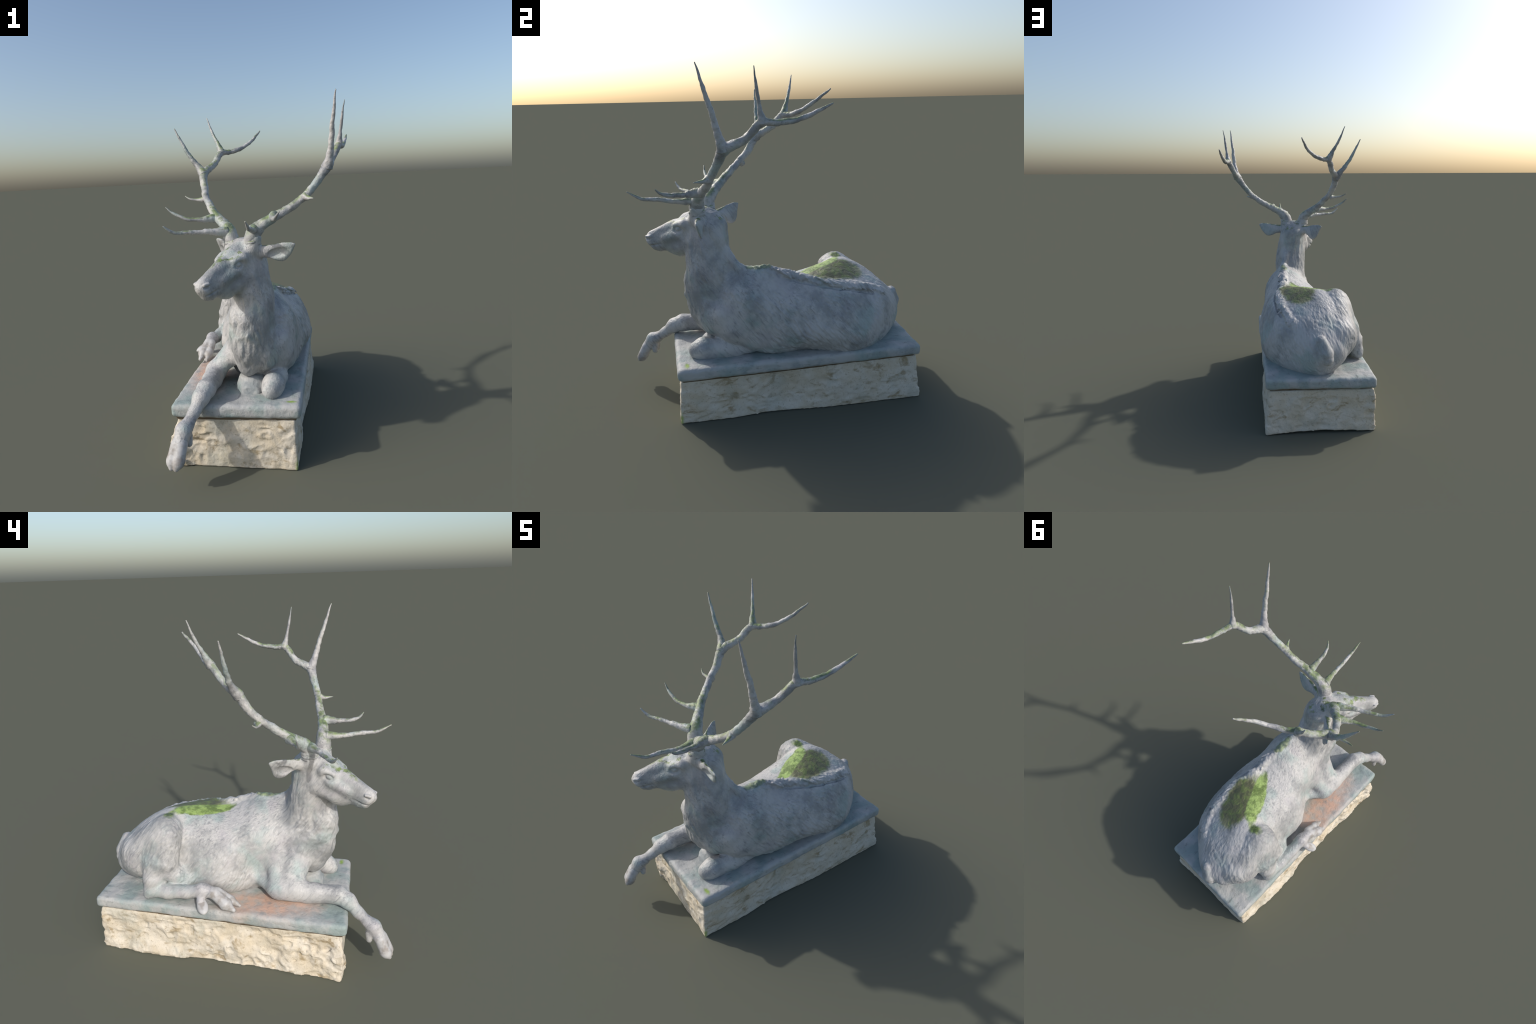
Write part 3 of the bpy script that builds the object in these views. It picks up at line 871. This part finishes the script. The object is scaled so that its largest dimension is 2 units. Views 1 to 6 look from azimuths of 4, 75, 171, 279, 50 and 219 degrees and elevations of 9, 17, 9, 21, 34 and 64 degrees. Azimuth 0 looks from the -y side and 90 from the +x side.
# ================================================================== PLINTH
def quad_box(corners_lo, corners_hi, z0, z1, rnd):
    """skewed box between two quads (counter-clockwise, x-y), rounded by rnd"""
    cl, ch = np.array(corners_lo, float), np.array(corners_hi, float)

    def f(p):
        s = np.clip((p[:, 2] - z0) / (z1 - z0), 0, 1)[:, None]
        ds = []
        for i in range(4):
            a = cl[i] + s * (ch[i] - cl[i])
            b = cl[(i + 1) % 4] + s * (ch[(i + 1) % 4] - cl[(i + 1) % 4])
            e = b - a
            e = e / np.linalg.norm(e, axis=1)[:, None]
            ds.append((p[:, 0] - a[:, 0]) * e[:, 1] - (p[:, 1] - a[:, 1]) * e[:, 0])
        ds += [z0 - p[:, 2], p[:, 2] - z1]
        d = np.stack(ds, 1) + rnd
        return np.linalg.norm(np.maximum(d, 0), axis=1) + np.minimum(d.max(1), 0) - rnd
    return f


def field_object(name, f, lo, hi, h, mat, parent):
    F, o, _ = build_field([Prim(f, lo, hi, name, 0.001)], np.array(lo) - 0.03, np.array(hi) + 0.03, h)
    v, fc, _ = surface_nets(F, o, h)
    return new_object(name, v, fc, parent, mat, vertex_normals(v, fc))


S_TOP = [(-0.521, -0.628), (0.188, -0.669), (0.312, 0.820), (-0.396, 0.886)]
sb = quad_box(S_TOP, S_TOP, 0.292, 0.362, 0.022)


def slab_f(p):
    d = sb(p)
    d = d - 0.002 + 0.0045 * fbm(p * 16, 3) + 0.005 * fbm(p * 4 + 3, 2)
    return d


field_object("slab", slab_f, (-0.53, -0.68, 0.29), (0.31, 0.89, 0.38), 0.006, SLAB, STAG)

ST_HI = [(-0.500, -0.600), (0.160, -0.655), (0.290, 0.805), (-0.386, 0.866)]
ST_LO = [(-0.541, -0.600), (0.166, -0.674), (0.318, 0.832), (-0.410, 0.892)]
ST_DEEP = [(2 * a[0] - b[0], 2 * a[1] - b[1]) for a, b in zip(ST_LO, ST_HI)]
qb = quad_box(ST_DEEP, ST_HI, -0.284, 0.284, 0.012)


def chisel(p):
    """broken, scooped faces of a split block"""
    q = p + 0.02 * np.stack([vnoise(p * 11), vnoise(p * 11 + 40), vnoise(p * 11 + 80)], 1)
    big = fbm(q * A(1, 1, 1.4) * 5.5, 2)
    mid = 1 - 2 * np.abs(vnoise(q * A(1, 1, 1.6) * 17 + 5))
    return 0.014 * big + 0.006 * mid + 0.004 * fbm(q * 45, 2)


def stone_f(p):
    d = qb(p)
    # roughest on the -x face; the other faces are slightly hollow
    u = np.clip((-p[:, 0] - 0.30) / 0.15, 0, 1)
    hgt = np.clip(p[:, 2] / 0.284, 0, 1)
    edge = np.clip((0.284 - p[:, 2]) / 0.05, 0.15, 1) * np.clip(0.35 + p[:, 2] / 0.08 + 0.35 * u, 0, 1)
    along = np.clip((p[:, 1] + 0.66) / 1.5, 0, 1)
    right = np.clip((p[:, 0] - 0.02) / 0.12, 0, 1)
    rear = np.clip((p[:, 1] - 0.72) / 0.08, 0, 1) * (1 - u * 0.5)
    across = np.clip((p[:, 0] + 0.40) / 0.70, 0, 1)
    hollow = right * (0.030 * np.exp(-((p[:, 1] + 0.08) / 0.20) ** 2) - 0.012 * np.exp(-((p[:, 1] - 0.40) / 0.25) ** 2))
    hollow += rear * 0.006 * np.sin(np.pi * across)
    foot = 0.016 * rear * np.sin(np.pi * across) + 0.003 * right * np.exp(-((p[:, 1] + 0.08) / 0.3) ** 2)
    c = chisel(p)
    scoop = u * (0.018 * vnoise(p * A(5, 8, 10) + 2) - 0.018 + 0.013 * (2 * along - 1) ** 2)
    return np.maximum(d - edge * (c * (0.8 + 0.8 * u) + scoop - hollow) + 0.002, foot - p[:, 2])


field_object("stone_block", stone_f, (-0.60, -0.70, -0.0), (0.35, 0.92, 0.30), 0.0065, STONE, STAG)
mi = [(-0.500, -0.607), (0.167, -0.649), (0.283, 0.792), (-0.377, 0.857)]
field_object("mortar_bed", quad_box(mi, mi, 0.27, 0.31, 0.004), (-0.51, -0.66, 0.26), (0.30, 0.87, 0.32), 0.012, MORTAR, STAG)

# rough support left under the brisket
def mound_f(p):
    q = (p - A(-0.080, -0.385, 0.36)) / A(0.095, 0.115, 0.098)
    return (np.linalg.norm(q, axis=1) - 1) * 0.10 + 0.022 * fbm(p * 13, 3)


field_object("support_mound", mound_f, (-0.29, -0.54, 0.33), (0.05, -0.24, 0.50), 0.006, SLAB, STAG)
print("verts", len(V), "parts", list(made))
